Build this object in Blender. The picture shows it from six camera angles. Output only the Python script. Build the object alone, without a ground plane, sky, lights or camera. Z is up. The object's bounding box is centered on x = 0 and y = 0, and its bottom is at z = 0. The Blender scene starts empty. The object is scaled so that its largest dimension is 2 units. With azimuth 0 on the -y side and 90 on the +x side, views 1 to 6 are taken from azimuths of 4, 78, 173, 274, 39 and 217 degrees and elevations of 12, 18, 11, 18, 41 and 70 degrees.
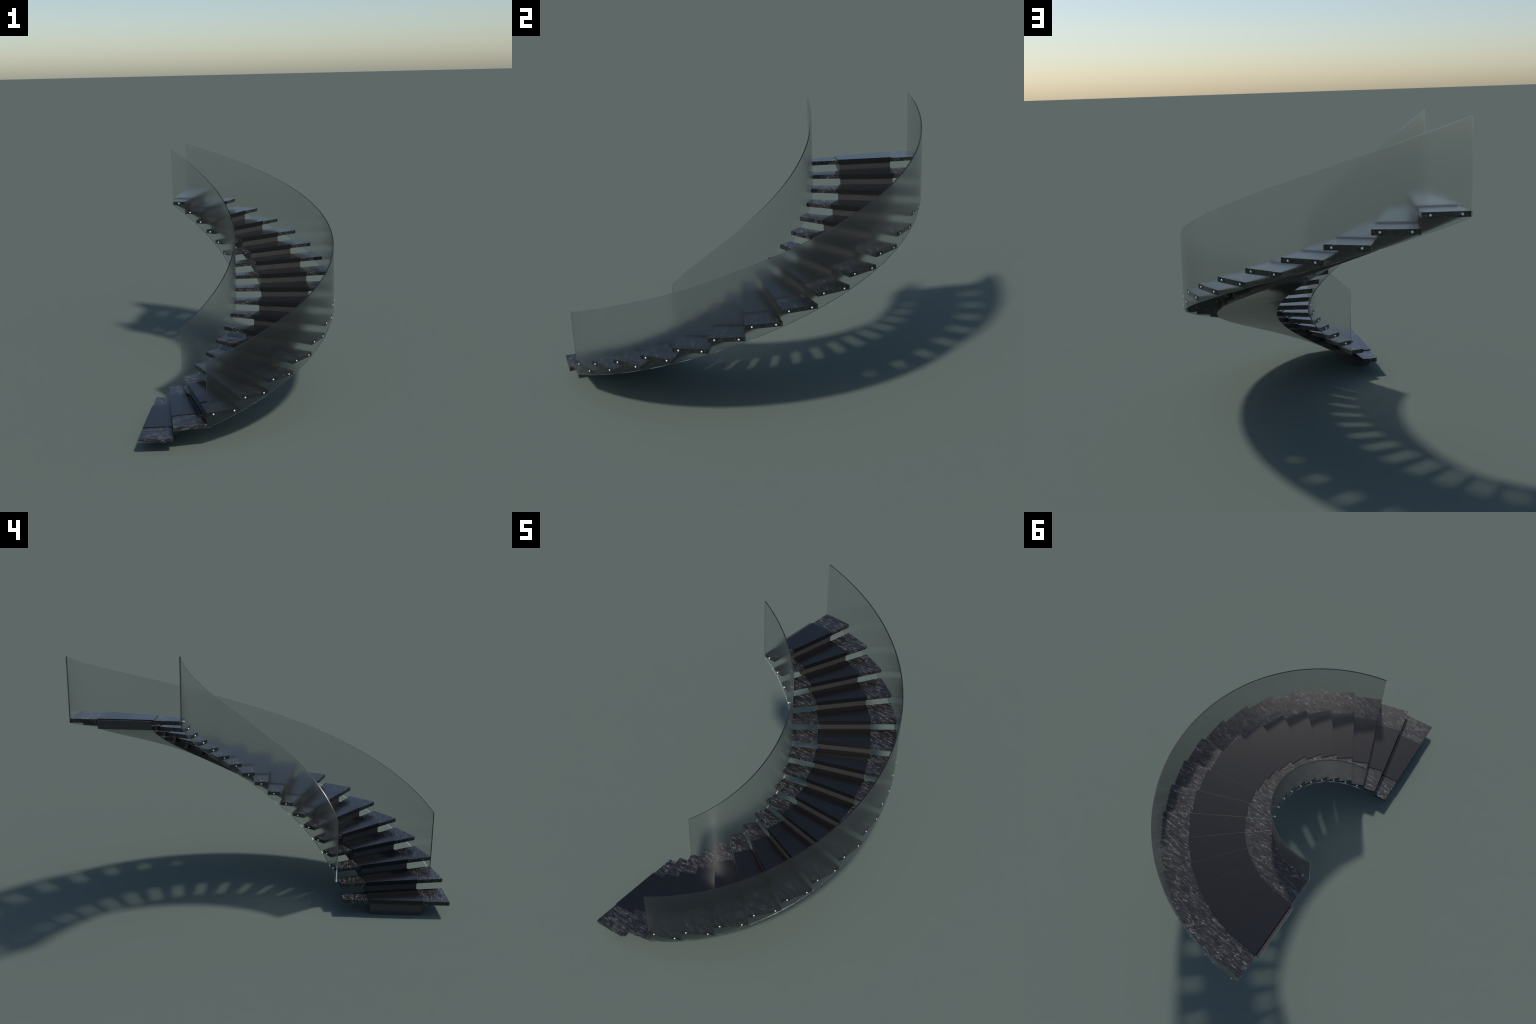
"""Curved half-turn staircase: 18 marble treads with a dark central cover,
granite risers and soffit stringer, two bent glass balustrades, round studs."""
import bpy, bmesh, math
from mathutils import Vector, Matrix

# ------------------------------------------------------------------ sizes
CX, CY = -0.4976, -0.0028          # axis of the stair
N_STEPS = 18
FIRST = math.radians(-88.92)       # front edge of the lowest tread
TURN = math.radians(9.90)          # turn per step
RISE = 0.05684                     # rise per step
TOP1 = 0.0806                      # top of lowest tread
SLAB = 0.0213                      # tread thickness
R_IN, R_OUT = 0.4285, 0.9970       # tread corner radii
COVER_IN, COVER_OUT = 0.5672, 0.8552
COVER_UP = 0.0040                  # cover stands proud of the tread
COVER_FRONT = 0.0014
RISER_IN, RISER_OUT = 0.5745, 0.8515
RISER_SETBACK, RISER_BACK = 0.0030, 0.0150
SOFFIT_DROP = 0.0230               # soffit helix below the pitch line
FIRST_GLASS = 2                    # balustrades start at the third tread
STUD_R = 0.0047
STUD_ANGLE = math.radians(3.18)

root = bpy.data.objects.new("curved_staircase", None)
root.empty_display_size = 0.2
bpy.context.scene.collection.objects.link(root)
root["label"] = "curved half-turn staircase with dark marble treads and glass balustrades"
root["category"] = "staircase"


def place(radius, angle, z, offset=0.0):
    """Point on radius measured from the axis; offset = distance past the radial line."""
    along = math.sqrt(max(radius * radius - offset * offset, 0.0))
    c, s = math.cos(angle), math.sin(angle)
    return Vector((CX + c * along - s * offset, CY + s * along + c * offset, z))


def step_angle(n):
    return FIRST + TURN * n


def soffit(n):
    return max(n * RISE - SOFFIT_DROP, 0.0)


# -------------------------------------------------------------- materials
class Nodes:
    def __init__(self, name):
        self.mat = bpy.data.materials.new(name)
        self.mat.use_nodes = True
        self.t = self.mat.node_tree
        self.bsdf = self.t.nodes["Principled BSDF"]
        self.geo = self.t.nodes.new("ShaderNodeNewGeometry")
        self.coord = self.geo.outputs["Position"]

    def link(self, a, b):
        self.t.links.new(a, b)

    def mapping(self, scale, rot_z=0.0, loc=(0, 0, 0)):
        m = self.t.nodes.new("ShaderNodeMapping")
        m.inputs["Scale"].default_value = scale
        r = self.t.nodes.new("ShaderNodeVectorRotate")
        r.rotation_type = 'Z_AXIS'
        r.inputs["Angle"].default_value = rot_z
        self.link(self.coord, r.inputs["Vector"])
        self.link(r.outputs["Vector"], m.inputs["Vector"])
        m.inputs["Location"].default_value = loc
        return m.outputs["Vector"]

    def noise(self, vec, scale=1.0, detail=4.0, rough=0.55, distort=0.0):
        n = self.t.nodes.new("ShaderNodeTexNoise")
        n.inputs["Scale"].default_value = scale
        n.inputs["Detail"].default_value = detail
        n.inputs["Roughness"].default_value = rough
        n.inputs["Distortion"].default_value = distort
        self.link(vec, n.inputs["Vector"])
        return n.outputs["Fac"]

    def math(self, op, a, b=None, c=None):
        n = self.t.nodes.new("ShaderNodeMath")
        n.operation = op
        for i, v in enumerate((a, b, c)):
            if v is None:
                continue
            if isinstance(v, (int, float)):
                n.inputs[i].default_value = v
            else:
                self.link(v, n.inputs[i])
        return n.outputs[0]

    def ramp(self, fac, stops):
        n = self.t.nodes.new("ShaderNodeValToRGB")
        els = n.color_ramp.elements
        while len(els) < len(stops):
            els.new(0.5)
        for e, (p, col) in zip(els, stops):
            e.position = p
            e.color = (*col, 1.0) if not isinstance(col, (int, float)) else (col, col, col, 1)
        self.link(fac, n.inputs["Fac"])
        return n.outputs["Color"]

    def mix(self, fac, a, b, blend='MIX'):
        n = self.t.nodes.new("ShaderNodeMix")
        n.data_type = 'RGBA'
        n.blend_type = blend
        for sock, v in ((n.inputs["Factor"], fac), (n.inputs["A"], a), (n.inputs["B"], b)):
            if isinstance(v, (int, float)):
                sock.default_value = v
            elif isinstance(v, tuple):
                sock.default_value = (*v, 1.0)
            else:
                self.link(v, sock)
        return n.outputs["Result"]

    def set(self, **kw):
        for k, v in kw.items():
            key = k.replace("_", " ").title() if k not in ("ior",) else "IOR"
            if isinstance(v, (int, float)):
                self.bsdf.inputs[key].default_value = v
            elif isinstance(v, tuple):
                self.bsdf.inputs[key].default_value = (*v, 1.0)
            else:
                self.link(v, self.bsdf.inputs[key])
        return self

    def bump(self, height, strength, dist):
        b = self.t.nodes.new("ShaderNodeBump")
        b.inputs["Strength"].default_value = strength
        b.inputs["Distance"].default_value = dist
        self.link(height, b.inputs["Height"])
        self.link(b.outputs["Normal"], self.bsdf.inputs["Normal"])
        return self


def marble_material():
    m = Nodes("veined_dark_marble")
    tilt = math.radians(3.0)
    # warp the coordinates a little so that the streaks wander
    warp = m.t.nodes.new("ShaderNodeTexNoise")
    warp.inputs["Scale"].default_value = 38.0
    warp.inputs["Detail"].default_value = 2.0
    m.link(m.geo.outputs["Position"], warp.inputs["Vector"])
    shift = m.t.nodes.new("ShaderNodeVectorMath")
    shift.operation = 'MULTIPLY_ADD'
    shift.inputs[1].default_value = (0.0042, 0.0042, 0.0042)
    m.link(warp.outputs["Color"], shift.inputs[0])
    m.link(m.geo.outputs["Position"], shift.inputs[2])
    m.coord = shift.outputs["Vector"]

    streak = m.mapping((16.0, 104.0, 66.0), tilt)
    body = m.noise(streak, 1.0, 5.0, 0.65, 0.3)
    grain = m.noise(m.mapping((100.0, 330.0, 220.0), tilt), 1.0, 3.0, 0.65)
    tone = m.math('MULTIPLY_ADD', grain, 0.36, m.math('MULTIPLY', body, 0.74))
    base = m.ramp(tone, [(0.44, (0.0090, 0.0089, 0.0094)), (0.56, (0.0180, 0.0179, 0.0184)),
                         (0.66, (0.0390, 0.0386, 0.0388)), (0.80, (0.105, 0.103, 0.102))])
    # thin light veins: ridges of stretched noise, broken up by patch masks
    def veins(scale, loc, width, lo, hi, strength):
        src = m.noise(m.mapping(scale, tilt, loc), 1.0, 3.0, 0.55, 0.3)
        ridge = m.math('ABSOLUTE', m.math('SUBTRACT', src, 0.5))
        line = m.ramp(ridge, [(0.0, 1.0), (width * 0.45, 0.8), (width, 0.0)])
        patch = m.ramp(m.noise(m.mapping((22.0, 50.0, 50.0), tilt, loc), 1.0, 3.0, 0.6),
                       [(lo, 0.0), (hi, 1.0)])
        return m.math('MULTIPLY', m.math('MULTIPLY', line, patch), strength)
    fine = veins((11.0, 84.0, 52.0), (3.1, 7.7, 1.3), 0.020, 0.47, 0.58, 0.75)
    bold = veins((6.5, 48.0, 34.0), (8.3, 1.9, 4.4), 0.013, 0.50, 0.62, 0.95)
    col = m.mix(m.math('MAXIMUM', fine, bold), base, (0.250, 0.245, 0.242))
    blotch = m.ramp(m.noise(m.mapping((13, 17, 17), tilt, (1, 4, 8)), 1.0, 4.0, 0.6),
                    [(0.62, 0.0), (0.70, 1.0)])
    col = m.mix(m.math('MULTIPLY', blotch, 0.40), col, (0.095, 0.090, 0.087))
    m.set(base_color=col, roughness=0.22, ior=1.5)
    return m.mat


def granite_material():
    m = Nodes("speckled_brown_granite")
    v = m.mapping((1, 1, 1))
    a = m.noise(v, 260.0, 4.0, 0.65)
    b = m.noise(v, 620.0, 2.0, 0.6)
    tone = m.math('MULTIPLY_ADD', b, 0.5, m.math('MULTIPLY', a, 0.5))
    col = m.ramp(tone, [(0.36, (0.022, 0.0200, 0.0186)), (0.47, (0.043, 0.0393, 0.0365)),
                        (0.58, (0.066, 0.0608, 0.0570)), (0.70, (0.17, 0.160, 0.153))])
    m.set(base_color=col, roughness=0.11, ior=1.5)
    return m.mat


def cover_material():
    m = Nodes("smooth_charcoal_cover")
    v = m.mapping((1, 1, 1))
    f = m.noise(v, 900.0, 2.0, 0.6)
    col = m.ramp(f, [(0.3, (0.0068, 0.0068, 0.0072)), (0.7, (0.0094, 0.0094, 0.0099))])
    m.set(base_color=col, roughness=0.19, ior=1.5)
    return m.mat


def glass_material():
    m = Nodes("satin_clear_glass")
    v = m.mapping((1, 1, 1))
    r = m.ramp(m.noise(v, 6.0, 2.0), [(0.3, 0.185), (0.7, 0.195)])
    m.set(base_color=(0.80, 0.81, 0.805), roughness=r, ior=1.45)
    m.bsdf.inputs["Transmission Weight"].default_value = 1.0
    return m.mat


def stud_material():
    m = Nodes("brushed_steel")
    v = m.mapping((1, 1, 1))
    r = m.ramp(m.noise(v, 700.0, 2.0), [(0.3, 0.28), (0.7, 0.38)])
    m.set(base_color=(0.93, 0.93, 0.94), roughness=r, metallic=0.45)
    return m.mat


MARBLE, GRANITE, COVER, GLASS, STEEL = (marble_material(), granite_material(), cover_material(),
                                        glass_material(), stud_material())


# ---------------------------------------------------------------- helpers
def mesh_from(name, verts, faces, material, bevel=0.0, segments=2, smooth_angle=None):
    bm = bmesh.new()
    vs = [bm.verts.new(v) for v in verts]
    for f in faces:
        bm.faces.new([vs[i] for i in f])
    bmesh.ops.recalc_face_normals(bm, faces=bm.faces)
    if bevel:
        bmesh.ops.bevel(bm, geom=list(bm.edges), offset=bevel, segments=segments,
                        profile=0.6, affect='EDGES', clamp_overlap=True)
    me = bpy.data.meshes.new(name)
    if smooth_angle is not None:
        for f in bm.faces:
            f.smooth = True
        for e in bm.edges:
            if len(e.link_faces) == 2 and e.calc_face_angle(0) > smooth_angle:
                e.smooth = False
    bm.to_mesh(me)
    bm.free()
    me.materials.append(material)
    return me


def add(name, mesh, parent, matrix=None):
    ob = bpy.data.objects.new(name, mesh)
    bpy.context.scene.collection.objects.link(ob)
    ob.parent = parent
    if matrix is not None:
        ob.matrix_basis = matrix
    return ob


BOX_FACES = [(0, 1, 2, 3), (7, 6, 5, 4), (0, 4, 5, 1), (1, 5, 6, 2), (2, 6, 7, 3), (3, 7, 4, 0)]


def wedge(name, material, r_in, r_out, z0, z1, front, back, bevel):
    """Slab between two radial lines (turn 0..TURN), straight outer and inner edge.
    Built around the axis at the origin so that each step is a turned copy."""
    def p(r, ang, off, z):
        along = math.sqrt(r * r - off * off)
        c, s = math.cos(ang), math.sin(ang)
        return (c * along - s * off, s * along + c * off, z)
    ring = lambda z: [p(r_in, 0, front, z), p(r_out, 0, front, z),
                      p(r_out, TURN, back, z), p(r_in, TURN, back, z)]
    return mesh_from(name, ring(z0) + ring(z1), BOX_FACES, material, bevel, 2)


def step_matrix(k):
    return Matrix.Translation((CX, CY, RISE * k)) @ Matrix.Rotation(step_angle(k), 4, 'Z')


# ------------------------------------------------------ treads and covers
tread_mesh = wedge("tread", MARBLE, R_IN, R_OUT, TOP1 - SLAB, TOP1, 0.0002, -0.0002, 0.0010)
cover_mesh = wedge("tread_cover", COVER, COVER_IN, COVER_OUT, TOP1 - SLAB + 0.0008, TOP1 + COVER_UP,
                   -COVER_FRONT, -0.0006, 0.0008)
treads = []
for k in range(N_STEPS):
    t = add("tread", tread_mesh, root, step_matrix(k))
    treads.append(t)
    add("tread_cover", cover_mesh, t)

# ------------------------------------------------------------------ studs
bm = bmesh.new()
bmesh.ops.create_uvsphere(bm, u_segments=20, v_segments=12, radius=STUD_R)
for f in bm.faces:
    f.smooth = True
stud_mesh = bpy.data.meshes.new("stud")
bm.to_mesh(stud_mesh)
bm.free()
stud_mesh.materials.append(STEEL)
mid_z = TOP1 - SLAB / 2
for k in range(FIRST_GLASS, N_STEPS):
    for side in (-1, 1):
        a = TURN / 2 + side * STUD_ANGLE
        m = (Matrix.Rotation(a, 4, 'Z') @ Matrix.Translation((0.9992, 0, mid_z))
             @ Matrix.Diagonal((0.75, 1, 1, 1)))
        add("stud", stud_mesh, treads[k], m)
    m = (Matrix.Rotation(TURN / 2, 4, 'Z') @ Matrix.Translation((0.4188, 0, mid_z))
         @ Matrix.Rotation(math.pi, 4, 'Z'))
    add("stud", stud_mesh, treads[k], m)

# ----------------------------------------------------------------- risers
def riser(k):
    """Granite plate under the front of tread k (k = N_STEPS is the end plate)."""
    ang = step_angle(k)
    if k == 0:
        z0, z1 = 0.0, TOP1 - SLAB + 0.001
    elif k == N_STEPS:
        z0, z1 = soffit(k), TOP1 + RISE * (k - 1) - 0.0006
    else:
        z0, z1 = TOP1 + RISE * (k - 1) - SLAB, TOP1 + RISE * k - SLAB + 0.001
    ring = lambda z: [place(RISER_IN, ang, z, RISER_SETBACK), place(RISER_OUT, ang, z, RISER_SETBACK),
                      place(RISER_OUT, ang, z, RISER_BACK), place(RISER_IN, ang, z, RISER_BACK)]
    return mesh_from("riser", ring(z0) + ring(z1), BOX_FACES, GRANITE,
                     0.0008 if k in (0, N_STEPS) else 0.0)


for k in range(N_STEPS + 1):
    add("riser", riser(k), root)

# --------------------------------------------------------------- stringer
def stringer():
    """Body under the treads: stepped on top, one helical soffit below,
    resting on a block under the lowest tread."""
    verts, faces = [], []
    def section(ang, off, z0, z1):
        i = len(verts)
        low = []
        for r in (RISER_IN, RISER_OUT):
            n = (ang + math.asin(off / r) - FIRST) / TURN
            low.append(soffit(n) if z0 is None else z0)
        verts.extend([place(RISER_IN, ang, low[0], off), place(RISER_OUT, ang, low[1], off),
                      place(RISER_OUT, ang, z1, off), place(RISER_IN, ang, z1, off)])
        return i
    def bridge(a, b):
        for q in range(4):
            faces.append((a + q, a + (q + 1) % 4, b + (q + 1) % 4, b + q))
    div = 8
    for k in range(N_STEPS):
        top = TOP1 + RISE * k - SLAB + 0.001
        secs = []
        for j in range(div + 1):
            f = j / div
            n = k + f
            # first and last section follow the straight riser backs
            if j == 0:
                ang, off = step_angle(k), RISER_BACK
            elif j == div:
                last = k == N_STEPS - 1
                ang, off = step_angle(k + 1), RISER_SETBACK if last else RISER_BACK
            else:
                lead = RISER_BACK / (0.71 * TURN)
                n = k + lead + f * (1.0)
                if k == 0:
                    n = lead + f * (0.97 - lead)
                if k == N_STEPS - 1:
                    n = k + lead + f * (1.0 - lead)
                ang, off = step_angle(n), 0.0
            if k == 0 and j == div - 1:       # vertical back of the base block
                secs.append(section(step_angle(0.975), 0.0, 0.0, top))
                ang, off = step_angle(0.977), 0.0
            secs.append(section(ang, off, 0.0 if k == 0 and j < div - 1 else None, top))
        for a, b in zip(secs, secs[1:]):
            bridge(a, b)
        if k == 0:
            faces.append((secs[0], secs[0] + 1, secs[0] + 2, secs[0] + 3))
        else:
            faces.append((tail + 3, tail + 2, secs[0] + 2, secs[0] + 3))
        tail = secs[-1]
    faces.append((tail, tail + 1, tail + 2, tail + 3))
    me = bpy.data.meshes.new("stringer")
    bm = bmesh.new()
    vs = [bm.verts.new(v) for v in verts]
    for f in faces:
        bm.faces.new([vs[i] for i in f])
    bmesh.ops.remove_doubles(bm, verts=bm.verts, dist=1e-5)
    bmesh.ops.recalc_face_normals(bm, faces=bm.faces)
    for f in bm.faces:
        f.smooth = True
    for e in bm.edges:
        if len(e.link_faces) == 2 and e.calc_face_angle(0) > math.radians(25):
            e.smooth = False
    bm.to_mesh(me)
    bm.free()
    me.materials.append(GRANITE)
    return me


add("stringer", stringer(), root)

# ------------------------------------------------------------ balustrades
def balustrade(r0, r1, bottom0, bottom1, top0, top1, divisions=176):
    a0, a1 = step_angle(FIRST_GLASS), step_angle(N_STEPS) + math.radians(0.12)
    verts, faces = [], []
    for j in range(divisions + 1):
        f = j / divisions
        ang = a0 + (a1 - a0) * f
        zb = bottom0 + (bottom1 - bottom0) * f
        zt = top0 + (top1 - top0) * f
        verts += [place(r0, ang, zb), place(r1, ang, zb), place(r1, ang, zt), place(r0, ang, zt)]
    for j in range(divisions):
        a, b = 4 * j, 4 * j + 4
        for q in range(4):
            faces.append((a + q, a + (q + 1) % 4, b + (q + 1) % 4, b + q))
    faces.append((0, 1, 2, 3))
    e = 4 * divisions
    faces.append((e, e + 1, e + 2, e + 3))
    return mesh_from("glass_balustrade", verts, faces, GLASS, 0.0, 2, math.radians(40))


add("glass_balustrade", balustrade(0.9940, 1.0002, 0.1142, 1.0237, 0.4585, 1.3680), root)
add("glass_balustrade", balustrade(0.4208, 0.4270, 0.1150, 1.0237, 0.4635, 1.3790), root)
